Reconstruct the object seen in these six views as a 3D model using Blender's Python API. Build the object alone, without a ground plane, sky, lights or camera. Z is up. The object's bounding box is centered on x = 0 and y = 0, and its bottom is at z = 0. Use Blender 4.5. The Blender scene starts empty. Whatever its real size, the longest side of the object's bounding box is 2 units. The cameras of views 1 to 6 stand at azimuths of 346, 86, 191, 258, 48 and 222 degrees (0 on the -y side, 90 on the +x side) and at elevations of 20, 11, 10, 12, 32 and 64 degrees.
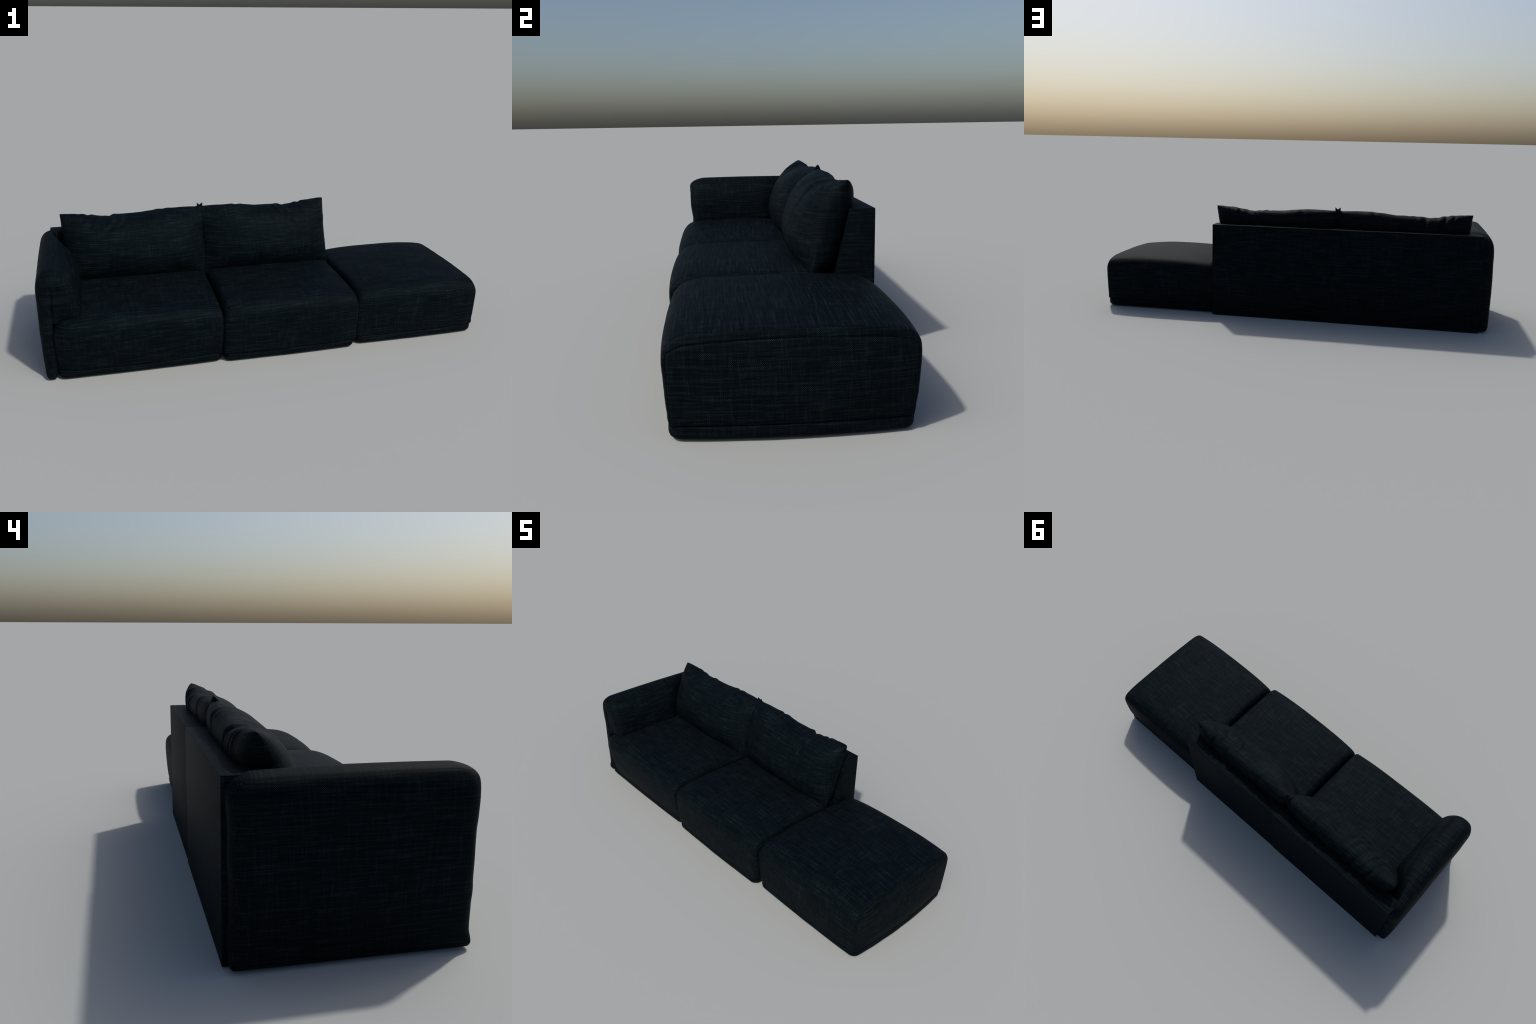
"""Low modular sofa in dark woven fabric: an ottoman seat, two backed seats,
an upholstered side arm and two loose back cushions."""
import bpy, bmesh, math
import numpy as np

# ------------------------------------------------------------------ helpers
def smooth(e0, e1, x):
    t = np.clip((x - e0) / (e1 - e0), 0.0, 1.0)
    return t * t * (3 - 2 * t)


def value_noise(p, seed=0):
    """Smooth 3D lattice noise in -1..1 for an (n,3) array."""
    i = np.floor(p).astype(np.int64)
    f = p - i
    f = f * f * f * (f * (f * 6 - 15) + 10)
    out = np.zeros(len(p))
    for dx in (0, 1):
        for dy in (0, 1):
            for dz in (0, 1):
                h = ((i[:, 0] + dx) * 374761393 + (i[:, 1] + dy) * 668265263
                     + (i[:, 2] + dz) * 2147483647 + seed * 1274126177) & 0xFFFFFFFF
                h = ((h ^ (h >> 13)) * 1274126177) & 0xFFFFFFFF
                h = (h ^ (h >> 16)) & 0xFFFF
                w = (np.where(dx, f[:, 0], 1 - f[:, 0]) * np.where(dy, f[:, 1], 1 - f[:, 1])
                     * np.where(dz, f[:, 2], 1 - f[:, 2]))
                out += w * (h / 32767.5 - 1.0)
    return out


def fractal(p, seed=0, octaves=3):
    s, a, tot = 0.0, 1.0, 0.0
    for o in range(octaves):
        s = s + a * value_noise(p * 2 ** o, seed + o * 17)
        tot += a
        a *= 0.5
    return s / tot


def closed_spline(ctrl, n):
    """Closed Catmull-Rom through control points, n points evenly by arc length."""
    c = np.array(ctrl, float)
    m = len(c)
    t = np.linspace(0, 1, 24, endpoint=False)[:, None]
    pts = []
    for k in range(m):
        p0, p1, p2, p3 = c[k - 1], c[k], c[(k + 1) % m], c[(k + 2) % m]
        # centripetal-like tangents limited by segment length
        d = np.linalg.norm(p2 - p1)
        m1 = (p2 - p0) / max(np.linalg.norm(p1 - p0) + d, 1e-9) * d
        m2 = (p3 - p1) / max(np.linalg.norm(p3 - p2) + d, 1e-9) * d
        pts.append((2 * t**3 - 3 * t**2 + 1) * p1 + (t**3 - 2 * t**2 + t) * m1
                   + (-2 * t**3 + 3 * t**2) * p2 + (t**3 - t**2) * m2)
    q = np.vstack(pts)
    q = np.vstack([q, q[:1]])
    s = np.concatenate([[0], np.cumsum(np.linalg.norm(np.diff(q, axis=0), axis=1))])
    g = np.linspace(0, s[-1], n, endpoint=False)
    return np.stack([np.interp(g, s, q[:, 0]), np.interp(g, s, q[:, 1])], 1)


def outward(sec):
    t = np.roll(sec, -1, 0) - np.roll(sec, 1, 0)
    t /= np.linalg.norm(t, axis=1)[:, None] + 1e-12
    n = np.stack([t[:, 1], -t[:, 0]], 1)
    area = 0.5 * np.sum(sec[:, 0] * np.roll(sec[:, 1], -1) - np.roll(sec[:, 0], -1) * sec[:, 1])
    return n if area > 0 else -n


def add_mesh(name, verts, faces, material, parent, sharp=None):
    me = bpy.data.meshes.new(name)
    me.from_pydata([tuple(v) for v in verts], [], faces)
    bm = bmesh.new()
    bm.from_mesh(me)
    bmesh.ops.remove_doubles(bm, verts=bm.verts, dist=1e-6)
    bmesh.ops.recalc_face_normals(bm, faces=bm.faces)
    bm.to_mesh(me)
    bm.free()
    me.polygons.foreach_set("use_smooth", [True] * len(me.polygons))
    if sharp is not None:
        me.set_sharp_from_angle(angle=math.radians(sharp))
    me.materials.append(material)
    ob = bpy.data.objects.new(name, me)
    bpy.context.scene.collection.objects.link(ob)
    ob.parent = parent
    return ob


def loft(rings):
    """Quad skin through rings of equal point count, both ends fanned shut."""
    n = len(rings[0])
    verts = np.vstack(rings)
    faces = []
    for r in range(len(rings) - 1):
        a, b = r * n, (r + 1) * n
        for k in range(n):
            k2 = (k + 1) % n
            faces.append((a + k, a + k2, b + k2, b + k))
    c0 = len(verts)
    verts = np.vstack([verts, rings[0].mean(0), rings[-1].mean(0)])
    last = (len(rings) - 1) * n
    for k in range(n):
        k2 = (k + 1) % n
        faces.append((c0, k2, k))
        faces.append((c0 + 1, last + k, last + k2))
    return verts, faces


# ------------------------------------------------------------------ material
def woven_fabric(name, pitch=0.0046, tone=1.15, seed=0.0):
    mat = bpy.data.materials.new(name)
    mat.use_nodes = True
    nt = mat.node_tree
    nt.nodes.clear()
    N, L = nt.nodes.new, nt.links.new

    def math_node(op, a, b=None, c=None):
        nd = N("ShaderNodeMath")
        nd.operation = op
        for i, v in enumerate((a, b, c)):
            if v is None:
                continue
            if isinstance(v, (int, float)):
                nd.inputs[i].default_value = v
            else:
                L(v, nd.inputs[i])
        return nd.outputs[0]

    def mix(f, a, b):
        nd = N("ShaderNodeMix")
        nd.data_type = 'FLOAT'
        for s, v in (("Factor", f), ("A", a), ("B", b)):
            if isinstance(v, (int, float)):
                nd.inputs[s].default_value = v
            else:
                L(v, nd.inputs[s])
        return nd.outputs[0]

    coord = N("ShaderNodeTexCoord")
    pos = N("ShaderNodeSeparateXYZ")
    L(coord.outputs["Object"], pos.inputs[0])
    nor = N("ShaderNodeSeparateXYZ")
    L(coord.outputs["Normal"], nor.inputs[0])
    side = math_node('GREATER_THAN', math_node('ABSOLUTE', nor.outputs[0]), 0.68)
    top = math_node('GREATER_THAN', math_node('ABSOLUTE', nor.outputs[2]), 0.72)
    top = math_node('MULTIPLY', top, math_node('SUBTRACT', 1.0, side))
    # cloth coordinates: u runs along the weft, w across it
    u = mix(side, pos.outputs[0], pos.outputs[1])
    w = mix(top, pos.outputs[2], pos.outputs[1])

    def cloth_noise(su, sw, detail, off, rough=0.5):
        cv = N("ShaderNodeCombineXYZ")
        L(math_node('MULTIPLY', u, su), cv.inputs[0])
        L(math_node('MULTIPLY', w, sw), cv.inputs[1])
        cv.inputs[2].default_value = off + seed
        nz = N("ShaderNodeTexNoise")
        nz.noise_dimensions = '3D'
        nz.inputs["Scale"].default_value = 1.0
        nz.inputs["Detail"].default_value = detail
        nz.inputs["Roughness"].default_value = rough
        L(cv.outputs[0], nz.inputs["Vector"])
        return nz.outputs[0]

    def remap(v, a, b):
        nd = N("ShaderNodeMapRange")
        nd.inputs[1].default_value, nd.inputs[2].default_value = a, b
        L(v, nd.inputs[0])
        return nd.outputs[0]

    weft = remap(cloth_noise(7.0, 175.0, 3.0, 0.0, 0.72), 0.42, 0.73)     # slubs along the weft
    warp = remap(cloth_noise(190.0, 13.0, 3.0, 7.3, 0.72), 0.47, 0.76)      # faint upright threads
    cloud = remap(cloth_noise(9.0, 14.0, 2.0, 3.1), 0.3, 0.7)             # broad tone patches
    grain = remap(cloth_noise(420.0, 420.0, 1.0, 11.0), 0.3, 0.7)

    k = 2 * math.pi / pitch
    su = math_node('SINE', math_node('MULTIPLY', u, k))
    sw = math_node('SINE', math_node('MULTIPLY', w, k * 1.0))
    weave = math_node('MULTIPLY_ADD', math_node('MULTIPLY', su, sw), 0.5, 0.5)
    knots = math_node('POWER', weave, 3.0)

    threads = math_node('ADD', math_node('MULTIPLY', weft, 0.51), math_node('MULTIPLY', warp, 0.32))
    threads = math_node('ADD', threads, math_node('MULTIPLY', cloud, 0.06))
    lit = math_node('MULTIPLY', threads, math_node('MULTIPLY_ADD', knots, 2.1, 0.20))
    lit = math_node('ADD', lit, math_node('MULTIPLY', grain, 0.08))

    ramp = N("ShaderNodeValToRGB")
    cr = ramp.color_ramp
    cr.elements[0].position = 0.0
    cr.elements[0].color = (0.0008 * tone, 0.0018 * tone, 0.0027 * tone, 1)  # cloth colours pushed bluer to paint in sky reflection on the tops
    cr.elements[1].position = 1.0
    cr.elements[1].color = (0.030 * tone, 0.046 * tone, 0.053 * tone, 1)
    e = cr.elements.new(0.35)
    e.color = (0.0026 * tone, 0.0052 * tone, 0.0070 * tone, 1)
    L(lit, ramp.inputs[0])

    bump = N("ShaderNodeBump")
    bump.inputs["Strength"].default_value = 0.45
    bump.inputs["Distance"].default_value = 0.0007
    # thread relief fades out where the cloth direction turns over an edge
    def turn(component, limit):
        d = math_node('ABSOLUTE', math_node('SUBTRACT', math_node('ABSOLUTE', component), limit))
        return math_node('MINIMUM', math_node('MULTIPLY', d, 12.0), 1.0)
    calm = math_node('MULTIPLY', turn(nor.outputs[0], 0.68), turn(nor.outputs[2], 0.72))
    relief = math_node('ADD', weave, math_node('MULTIPLY', threads, 0.8))
    L(math_node('MULTIPLY', relief, calm), bump.inputs["Height"])

    bsdf = N("ShaderNodeBsdfPrincipled")
    bsdf.inputs["Roughness"].default_value = 0.6
    bsdf.inputs["Specular IOR Level"].default_value = 0.042
    bsdf.inputs["Specular Tint"].default_value = (0.70, 0.90, 1.0, 1)  # gloss tinted blue to colour the sky sheen at grazing angles
    L(ramp.outputs[0], bsdf.inputs["Base Color"])
    L(bump.outputs[0], bsdf.inputs["Normal"])
    out = N("ShaderNodeOutputMaterial")
    L(bsdf.outputs[0], out.inputs[0])
    return mat


FABRIC_SEAT = woven_fabric("woven_seat_fabric", seed=0.0)
FABRIC_BACK = woven_fabric("woven_back_fabric", seed=20.0)
FABRIC_ARM = woven_fabric("woven_arm_fabric", seed=40.0)
FABRIC_CUSHION = woven_fabric("woven_cushion_fabric", seed=60.0)


# ------------------------------------------------------------------ seats
def seat_section(yf, yb, tuck, n=260):
    """Front-to-back outline (y, z): sides flare upward, soft shoulders, crowned top."""
    return closed_spline([
        (0.0, 0.0365), (yf + tuck + 0.0135, 0.0365), (yf + tuck + 0.0035, 0.0385), (yf + tuck, 0.045),
        (yf + tuck * 0.42, 0.105), (yf + tuck * 0.10, 0.160), (yf, 0.205), (yf + 0.006, 0.232),
        (yf + 0.022, 0.251), (yf + 0.050, 0.262), (yf + 0.12, 0.268),
        ((yf + yb) / 2, 0.272), (yb - 0.12, 0.269), (yb - 0.050, 0.263), (yb - 0.020, 0.252),
        (yb - 0.004, 0.232), (yb, 0.205), (yb - 0.001, 0.150), (yb - 0.005, 0.090),
        (yb - 0.013, 0.045), (yb - 0.017, 0.0385), (yb - 0.028, 0.0365)], n)


def build_seat(name, x0, x1, yf, yb, tuck, seed, parent, corner=0.0):
    sec = seat_section(yf, yb, tuck)
    nor = outward(sec)
    centre = np.array([(yf + yb) / 2, 0.15])
    xc, half = (x0 + x1) / 2, (x1 - x0) / 2
    edge = 0.016                       # roundness of the sewn edge
    # tight at the upright edges, rolled at the top, hardly drawn in at the floor
    roll = (0.55 + 0.95 * smooth(0.21, 0.262, sec[:, 1])) * (0.25 + 0.75 * smooth(0.036, 0.07, sec[:, 1]))
    belly = 0.011                      # end panels swell by this much
    bow = 0.011                        # and bow outward in plan
    rim = half - belly - bow
    st = []                            # (x offset, inset, scale toward centre)
    for t in np.linspace(0, math.radians(78), 9):
        st.append((rim - edge + edge * math.sin(t), edge * (1 - math.cos(t)), 1.0))
    xe, ins = st[-1][0], st[-1][1]
    seam = [(xe - 0.0004, ins + 0.0012, 1.0), (xe - 0.0012, ins + 0.0020, 1.0),
            (xe + 0.0002, ins + 0.0034, 1.0)]
    panel = []
    for s in np.linspace(0.99, 0.03, 34):
        panel.append((xe + 0.002 + (rim + belly - xe - 0.002) * (1 - s ** 2.6) ** 0.8, ins + 0.0034, s))
    end = st + seam + panel
    mid = [(x, 0.0, 1.0) for x in np.linspace(-(rim - edge), rim - edge, 110)][1:-1]
    stations = [(-a, b, c) for a, b, c in reversed(end)] + mid + end
    rings = []
    for dx, inset, sc in stations:
        r = sec - nor * (inset * roll)[:, None]
        r = centre + (r - centre) * sc
        rings.append(np.column_stack([np.full(len(r), xc + dx), r]))
    v, f = loft(rings)
    # crown falls to the ends, front swells at mid width, base is narrower than the belly
    uu = np.clip((v[:, 0] - xc) / half, -1, 1)
    topness = smooth(0.18, 0.262, v[:, 2])
    plan = np.clip((v[:, 1] - centre[0]) / ((yb - yf) / 2), -1, 1)
    v[:, 0] += np.sign(uu) * bow * (1 - plan ** 2) * smooth(0.80, 0.97, np.abs(uu)) \
        * (1.75 - 1.85 * smooth(0.04, 0.25, v[:, 2]))
    # one shoulder is rolled over softly, so that the neighbour laps it
    v[:, 2] -= topness * 0.034 * smooth(-0.82, -1.0, uu) ** 1.3
    v[:, 1] += corner * smooth(-0.72, -0.98, uu) * smooth(centre[0], yf, v[:, 1])
    depth = np.clip((v[:, 1] - centre[0]) / ((yb - yf) / 2), -1, 1)
    v[:, 2] += topness * (0.003 - 0.014 * np.abs(uu) ** 2.5 + 0.009 * (1 - uu ** 4) * (1 - depth ** 8))
    v[:, 1] += smooth(centre[0], yb, v[:, 1]) * 0.012 * (0.4 - np.abs(uu) ** 3)
    frontness = smooth(centre[0], yf, v[:, 1])
    v[:, 1] -= frontness * 0.012 * (0.35 - np.abs(uu) ** 3)
    low = 1 - smooth(0.03, 0.20, v[:, 2])
    v[:, 0] = xc + (v[:, 0] - xc) * (1 - 0.012 * low)
    # slack cloth: long soft ripples and puckers gathered along the sewn ends
    p = v * np.array([5.0, 9.0, 9.0])
    ripple = 0.0022 * fractal(p + seed * 3.7, seed)
    endness = smooth(0.80, 0.97, np.abs(uu)) * (1 - smooth(0.985, 1.0, np.abs(uu)))
    ripple += 0.0016 * endness * fractal(v * np.array([18.0, 75.0, 75.0]), seed + 5, 2)
    upper = smooth(0.15, 0.235, v[:, 2]) * smooth(0.955, 0.97, np.abs(uu))
    ripple += 0.0013 * upper * value_noise(v * np.array([30.0, 22.0, 170.0]), seed + 9)
    d = v - np.array([xc, centre[0], 0.14])
    d /= np.linalg.norm(d / np.array([half, (yb - yf) / 2, 0.12]), axis=1)[:, None] + 1e-9
    dn = np.column_stack([np.sign(d[:, 0]) * smooth(0.93, 0.99, np.abs(uu)),
                          np.sign(d[:, 1]) * (1 - topness) * (1 - smooth(0.93, 0.99, np.abs(uu))),
                          topness])
    v = v + dn * ripple[:, None]
    return add_mesh(name, v, f, FABRIC_SEAT, parent)


def build_base(name, x0, x1, yf, yb, parent):
    """Thin upholstered band on the floor under a seat."""
    r = 0.030
    pts = []
    for cx, cy, a0 in ((x1 - r, yb - r, 0), (x0 + r, yb - r, 90), (x0 + r, yf + r, 180), (x1 - r, yf + r, 270)):
        for a in np.linspace(a0, a0 + 90, 12):
            pts.append((cx + r * math.cos(math.radians(a)), cy + r * math.sin(math.radians(a))))
    # dense straight runs
    q = np.array(pts + pts[:1])
    s = np.concatenate([[0], np.cumsum(np.linalg.norm(np.diff(q, axis=0), axis=1))])
    g = np.linspace(0, s[-1], 320, endpoint=False)
    sec = np.stack([np.interp(g, s, q[:, 0]), np.interp(g, s, q[:, 1])], 1)
    nor = outward(sec)
    prof = [(0.040, 0.0022), (0.016, 0.0022), (0.008, 0.0035), (0.003, 0.0075), (0.0008, 0.013),
            (0.0, 0.020), (0.0, 0.030), (0.0010, 0.0345), (0.004, 0.0372), (0.012, 0.038), (0.04, 0.038)]
    rings = []
    for inset, z in prof:
        p = sec - nor * inset
        rings.append(np.column_stack([p, np.full(len(p), z)]))
    v, f = loft(rings)
    mid = 1 - np.clip((v[:, 1] - (yf + yb) / 2) / ((yb - yf) / 2), -1, 1) ** 2
    v[:, 0] += 0.019 * mid * smooth((x0 + x1) / 2, x1 - 0.03, v[:, 0])
    mid = 1 - np.clip((v[:, 0] - (x0 + x1) / 2) / ((x1 - x0) / 2), -1, 1) ** 2
    v[:, 1] -= 0.005 * mid * smooth((yf + yb) / 2, yf + 0.03, v[:, 1])
    v += 0.0010 * np.column_stack([fractal(v * 16.0, 3), fractal(v * 16.0, 4), 0 * v[:, 0]])
    return add_mesh(name, v, f, FABRIC_SEAT, parent)


# ------------------------------------------------------------------ backrest
def build_backrest(name, x0, x1, yb, lift, parent):
    """Upright wedge: plumb behind, leaning front, crisp folded edges."""
    corners = [(yb, lift), (yb, 0.4685 - lift), (yb - 0.080, 0.4685 - lift), (yb - 0.126, 0.256), (yb - 0.133, lift)]
    bm = bmesh.new()
    a = [bm.verts.new((x0, y, z)) for y, z in corners]
    b = [bm.verts.new((x1, y, z)) for y, z in corners]
    bm.faces.new(a)
    bm.faces.new(list(reversed(b)))
    for k in range(len(corners)):
        k2 = (k + 1) % len(corners)
        bm.faces.new((a[k], b[k], b[k2], a[k2]))
    bmesh.ops.recalc_face_normals(bm, faces=bm.faces)
    bmesh.ops.bevel(bm, geom=list(bm.edges), offset=0.0026, segments=2, affect='EDGES', profile=0.6)
    me = bpy.data.meshes.new(name)
    bm.to_mesh(me)
    bm.free()
    me.polygons.foreach_set("use_smooth", [True] * len(me.polygons))
    me.set_sharp_from_angle(angle=math.radians(35))
    me.materials.append(FABRIC_BACK)
    ob = bpy.data.objects.new(name, me)
    bpy.context.scene.collection.objects.link(ob)
    ob.parent = parent
    return ob


# ------------------------------------------------------------------ armrest
def voxel_skin(verts, faces, size):
    """Even quad skin over a closed shape, lightly relaxed."""
    me = bpy.data.meshes.new("blank")
    me.from_pydata([tuple(q) for q in verts], [], faces)
    bm = bmesh.new()
    bm.from_mesh(me)
    bmesh.ops.recalc_face_normals(bm, faces=bm.faces)
    bm.to_mesh(me)
    bm.free()
    ob = bpy.data.objects.new("blank", me)
    bpy.context.scene.collection.objects.link(ob)
    m = ob.modifiers.new("skin", 'REMESH')
    m.mode, m.voxel_size = 'VOXEL', size
    r = ob.modifiers.new("relax", 'SMOOTH')
    r.factor, r.iterations = 0.5, 5
    dg = bpy.context.evaluated_depsgraph_get()
    ev = ob.evaluated_get(dg).to_mesh()
    v = np.empty(len(ev.vertices) * 3)
    ev.vertices.foreach_get("co", v)
    polys = [tuple(p.vertices) for p in ev.polygons]
    bpy.data.objects.remove(ob)
    bpy.data.meshes.remove(me)
    return v.reshape(-1, 3), polys


def build_armrest(name, parent):
    """Slab to the floor whose top rolls inward over the seat; a slit parts slab and roll."""
    sec = closed_spline([
        (-0.966, 0.001), (-0.982, 0.006), (-0.991, 0.022), (-0.996, 0.08), (-0.999, 0.20), (-0.999, 0.33),
        (-0.998, 0.400), (-0.990, 0.438), (-0.970, 0.464), (-0.940, 0.475), (-0.908, 0.472), (-0.881, 0.458),
        (-0.859, 0.435), (-0.841, 0.402), (-0.828, 0.362), (-0.823, 0.325), (-0.819, 0.287), (-0.823, 0.260),
        (-0.850, 0.243),
        (-0.905, 0.243), (-0.926, 0.246), (-0.9325, 0.258), (-0.9335, 0.31), (-0.9345, 0.37), (-0.9362, 0.412),
        (-0.9375, 0.412), (-0.9385, 0.37), (-0.9380, 0.25), (-0.937, 0.08), (-0.938, 0.022), (-0.945, 0.006)], 420)
    nor = outward(sec)
    # the edge is tight inside the slit, softer on the outside
    slit = smooth(0.030, 0.006, np.abs(sec[:, 0] + 0.9365)) * smooth(0.44, 0.40, sec[:, 1]) * smooth(0.02, 0.06, sec[:, 1])
    rad = 0.039 * (1 - slit) + 0.009 * slit
    rad = rad * (1 - 0.7 * smooth(0.05, 0.01, sec[:, 1]))
    y0, y1 = -0.294, 0.326
    rings = []

    def ring(y, inset, sc=1.0, r=None):
        p = sec - nor * (inset if r is None else r)[:, None]
        return np.column_stack([p[:, 0], np.full(len(p), y), p[:, 1]])

    ang = np.linspace(math.radians(86), 0, 9)
    for t in ang:                                    # front edge
        ins = rad * (1 - math.cos(t))
        p = sec - nor * ins[:, None]
        rings.append(np.column_stack([p[:, 0], y0 + rad * (1 - math.sin(t)), p[:, 1]]))
    for y in np.linspace(y0 + 0.050, y1 - 0.048, 110):
        rings.append(np.column_stack([sec[:, 0], np.full(len(sec), y), sec[:, 1]]))
    rb = np.minimum(rad, 0.022 + 0.024 * smooth(-0.3, -0.8, nor[:, 0]) * (1 - slit))
    for t in reversed(ang):                          # back edge
        ins = rb * (1 - math.cos(t))
        p = sec - nor * ins[:, None]
        rings.append(np.column_stack([p[:, 0], y1 - rb * (1 - math.sin(t)), p[:, 1]]))
    n = len(sec)
    v = np.vstack(rings)
    faces = []
    for r in range(len(rings) - 1):
        a, b = r * n, (r + 1) * n
        for k in range(n):
            k2 = (k + 1) % n
            faces.append((a + k, a + k2, b + k2, b + k))
    faces.append(tuple(range(n)))
    faces.append(tuple(reversed(range((len(rings) - 1) * n, len(rings) * n))))
    v, polys = voxel_skin(v, faces, 0.003)
    # roll narrows into the backrest corner; outer slab swells a little at mid depth
    g = 1 - 0.93 * smooth(0.05, 0.275, v[:, 1])
    inner = v[:, 0] > -0.940
    up = smooth(0.22, 0.26, v[:, 2])
    g = 1 - (1 - g) * up
    g = g * (0.93 + 0.07 * (1 - ((v[:, 1] + 0.02) / 0.30) ** 2))
    v[:, 0] = np.where(inner, -0.940 + (v[:, 0] + 0.940) * g, v[:, 0])
    v[:, 2] -= 0.016 * smooth(0.26, 0.33, v[:, 1]) * smooth(0.40, 0.47, v[:, 2])
    v[:, 2] += 0.003 * smooth(0.40, 0.47, v[:, 2]) * (1 - ((v[:, 1]) / 0.3) ** 2)
    # top front corner is rounded over
    R = 0.042
    dz = np.clip(v[:, 2] - (0.479 - R), 0, R * 0.985)
    v[:, 1] += (R - np.sqrt(R * R - dz * dz)) * smooth(0.0, -0.30, v[:, 1])
    # outer side closes in a little toward the front
    v[:, 0] += 0.005 * smooth(0.20, -0.28, v[:, 1]) * smooth(-0.955, -0.99, v[:, 0])
    # drape
    nz = fractal(v * np.array([9.0, 6.0, 9.0]), 31)
    v[:, 0] += 0.0020 * nz * np.where(v[:, 0] > -0.96, 1, 0.6)
    frontish = smooth(-0.24, -0.30, v[:, 1])
    v[:, 1] += frontish * (0.0028 * value_noise(v * np.array([14.0, 3.0, 26.0]), 33)
                           - 0.004 * smooth(0.30, 0.42, v[:, 2])
                           + 0.008 * smooth(-0.935, -0.90, v[:, 0]) * smooth(0.34, 0.26, v[:, 2]))
    backish = smooth(0.28, 0.325, v[:, 1])
    v[:, 1] += backish * 0.0030 * (value_noise(v * np.array([6.0, 3.0, 14.0]), 35) - 0.4 + 2.2 * smooth(0.30, 0.46, v[:, 2]))
    v[:, 2] = np.maximum(v[:, 2], 0.0)
    ob = add_mesh(name, v, polys, FABRIC_ARM, parent)
    return ob


# ------------------------------------------------------------------ cushions
def build_cushion(name, x0, x1, creases, seed, parent, flip, taper):
    """Plump loose cushion leaning on the backrest, with pinched pointed corners."""
    nu, nv = 190, 130
    uu = np.sin(np.linspace(-math.pi / 2, math.pi / 2, nu))
    uu = 0.75 * uu + 0.25 * np.linspace(-1, 1, nu)
    vv = np.sin(np.linspace(-math.pi / 2, math.pi / 2, nv))
    vv = 0.75 * vv + 0.25 * np.linspace(-1, 1, nv)
    U, V = np.meshgrid(uu, vv, indexing='ij')
    xc, half = (x0 + x1) / 2, (x1 - x0) / 2
    zb = 0.246
    yb, yt = 0.126, 0.245
    sheets = []
    fu = (1 - np.abs(U) ** np.where(U < 0, taper, 3.0)) ** 0.5
    fv = (1 - np.abs(V) ** 3.3) ** 0.5
    fu_back = (1 - np.abs(U) ** (11 - 4.5 * smooth(0.2, 0.9, V))) ** 0.5
    fv_back = np.where(V > 0, fv, (1 - np.abs(V) ** 6) ** 0.5)
    # front drops nearly straight to the seat, the crest stays full
    fv_front = np.where(V > 0, fv, (1 - np.abs(V) ** 1.7) ** 0.85)
    for sgn, depth, body in ((-1, 0.108, fu * fv_front), (1, 0.072, fu_back * fv_back)):
        # edges between the corners are drawn in; corners stay out as ears
        x = xc + half * U * (1 - 0.022 * (1 - V ** 2) * np.abs(U) ** 3)
        ztop = np.interp(-U if flip else U, *CREST)                 # sagging top edge
        z = zb + (ztop - zb) * (V + 1) / 2
        yc = yb + (yt - yb) * (V + 1) / 2
        yc = yc - 0.007 * (1 - U ** 4) * smooth(-0.2, 0.8, V)      # crest nods forward
        y = yc + sgn * depth * body
        # puckers along the seams
        P = np.column_stack([(x * 1.0).ravel() * 30, V.ravel() * 3, np.full(V.size, seed + sgn * 5.0)])
        gather = value_noise(P, seed).reshape(V.shape)
        z += 0.0008 * gather * smooth(0.72, 1.0, V) * (1 - np.abs(U) ** 12)
        P = np.column_stack([U.ravel() * 2, z.ravel() * 34, np.full(V.size, seed + 9.0 + sgn)])
        x += 0.0010 * value_noise(P, seed + 3).reshape(V.shape) * smooth(0.9, 1.0, np.abs(U)) * np.sign(U)
        # large soft lumps
        P = np.column_stack([x.ravel() * 7, z.ravel() * 8, np.full(V.size, seed * 1.7 + sgn)])
        y += sgn * 0.004 * fractal(P, seed + 7).reshape(V.shape) * body
        # creases: (u0,v0) -> (u1,v1), width, depth; front or back sheet
        for side, ua, va, ub, vb, wd, dp in creases:
            if side != sgn:
                continue
            ua_, ub_ = (-ua, -ub) if flip else (ua, ub)
            du, dv = (ub_ - ua_) * half, (vb - va) * 0.155
            ln = math.hypot(du, dv)
            px, pv = (U - ua_) * half, (V - va) * 0.155
            t = (px * du + pv * dv) / ln ** 2
            across = (px * dv - pv * du) / ln
            across = across + 0.006 * np.sin(t * 3.0 + ua * 9)
            taper = smooth(-0.15, 0.2, t) * (1 - smooth(0.45, 1.1, t))
            groove = np.exp(-(across / wd) ** 2) - 0.55 * np.exp(-((across - 2.0 * wd) / (1.3 * wd)) ** 2) \
                - 0.55 * np.exp(-((across + 2.0 * wd) / (1.3 * wd)) ** 2)
            y -= sgn * dp * groove * taper
            z -= 0.8 * dp * groove * taper * smooth(0.6, 0.97, V)
        sheets.append(np.stack([x, y, z], -1))
    front, back = sheets
    rim = np.maximum(np.abs(U), np.abs(V)) > 1 - 1e-9
    m = 0.5 * (front + back)
    front[rim] = m[rim]
    back[rim] = m[rim]
    verts = np.vstack([front.reshape(-1, 3), back.reshape(-1, 3)])
    off = nu * nv
    faces = []
    for i in range(nu - 1):
        for j in range(nv - 1):
            a, b, c, d = i * nv + j, (i + 1) * nv + j, (i + 1) * nv + j + 1, i * nv + j + 1
            faces.append((a, b, c, d))
            faces.append((off + d, off + c, off + b, off + a))
    return add_mesh(name, verts, faces, FABRIC_CUSHION, parent)


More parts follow.
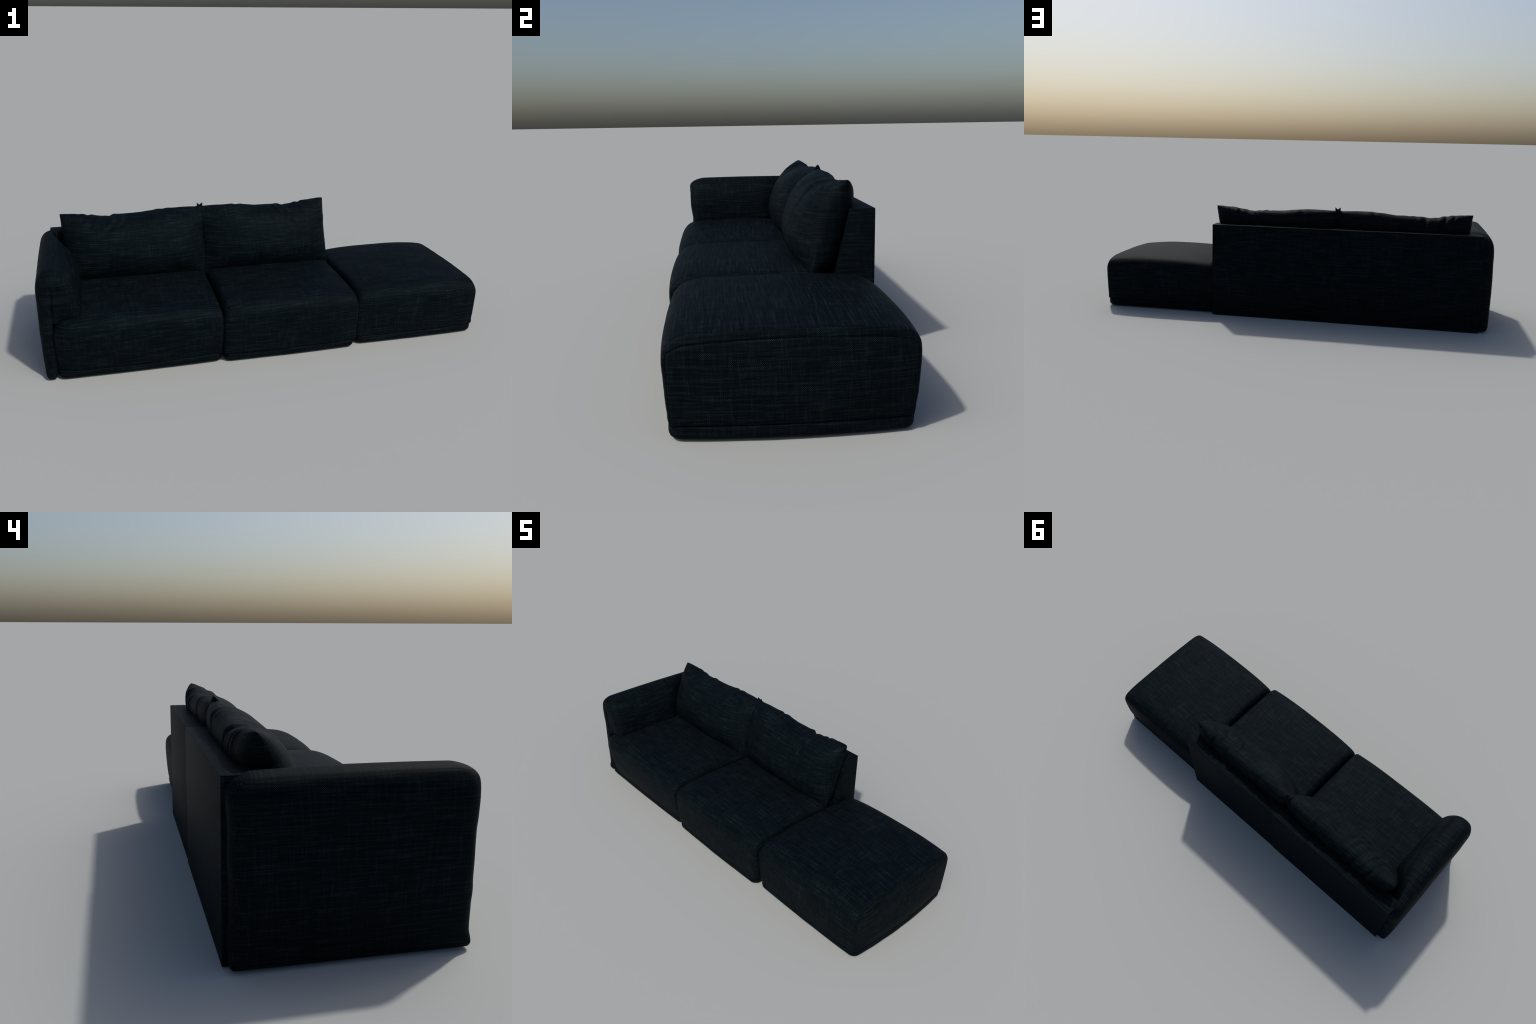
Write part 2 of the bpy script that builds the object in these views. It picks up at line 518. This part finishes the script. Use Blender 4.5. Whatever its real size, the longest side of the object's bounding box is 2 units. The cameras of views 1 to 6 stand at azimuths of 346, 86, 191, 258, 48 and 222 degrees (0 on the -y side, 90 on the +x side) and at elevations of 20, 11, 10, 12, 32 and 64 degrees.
# ------------------------------------------------------------------ assemble
sofa = bpy.data.objects.new("sofa", None)
bpy.context.scene.collection.objects.link(sofa)
sofa["label"] = "low modular sofa in dark navy woven fabric with cushions"
sofa["category"] = "sofa"

seat_a = build_seat("seat", -0.963, -0.220, -0.334, 0.230, 0.027, 1, sofa, corner=0.024)
build_base("base", -0.937, -0.246, -0.3020, 0.212, seat_a)
seat_b = build_seat("seat", -0.259, 0.399, -0.331, 0.226, 0.011, 2, sofa)
build_base("base", -0.236, 0.369, -0.3140, 0.208, seat_b)
ottoman = build_seat("ottoman", 0.358, 0.999, -0.310, 0.317, 0.010, 3, sofa)
build_base("base", 0.386, 0.976, -0.2960, 0.303, ottoman)

build_backrest("backrest", -0.947, -0.2195, 0.337, 0.0, sofa)
build_backrest("backrest", -0.2260, 0.385, 0.3345, 0.0006, sofa)
build_armrest("armrest", sofa)

# height of the cushion's top edge from its inner corner (-1) to its outer corner (1)
CREST = ([-1.0, -0.95, -0.9, -0.75, -0.45, -0.25, -0.1, 0.2, 0.4, 0.55, 0.67, 0.93, 1.0],
         [0.571, 0.559, 0.553, 0.554, 0.554, 0.548, 0.542, 0.540, 0.535, 0.542, 0.549, 0.557, 0.557])
CREASES = [
    # side, start (u, v), end (u, v), width m, depth m
    (-1, 0.10, 0.98, 0.30, 0.70, 0.007, 0.0035),
    (-1, 0.22, 1.00, 0.48, 0.45, 0.008, 0.0045),
    (-1, 0.48, 1.00, 0.66, 0.72, 0.007, 0.0040),
    (-1, 0.62, 1.00, 0.82, 0.80, 0.006, 0.0030),
    (-1, -0.10, 0.30, 0.25, 0.05, 0.006, 0.0015),
    (1, 0.62, 1.00, 0.50, 0.25, 0.009, 0.0065),
    (1, 0.34, 1.00, 0.20, 0.20, 0.011, 0.0080),
    (1, -0.42, 1.00, -0.34, 0.35, 0.013, 0.0045),
    (1, 0.76, 0.97, 0.66, 0.40, 0.006, 0.0030),
]
build_cushion("back_cushion", -0.895, -0.226, CREASES, 1, sofa, True, 2.3)
build_cushion("back_cushion", -0.254, 0.386, CREASES, 2, sofa, False, 2.2)
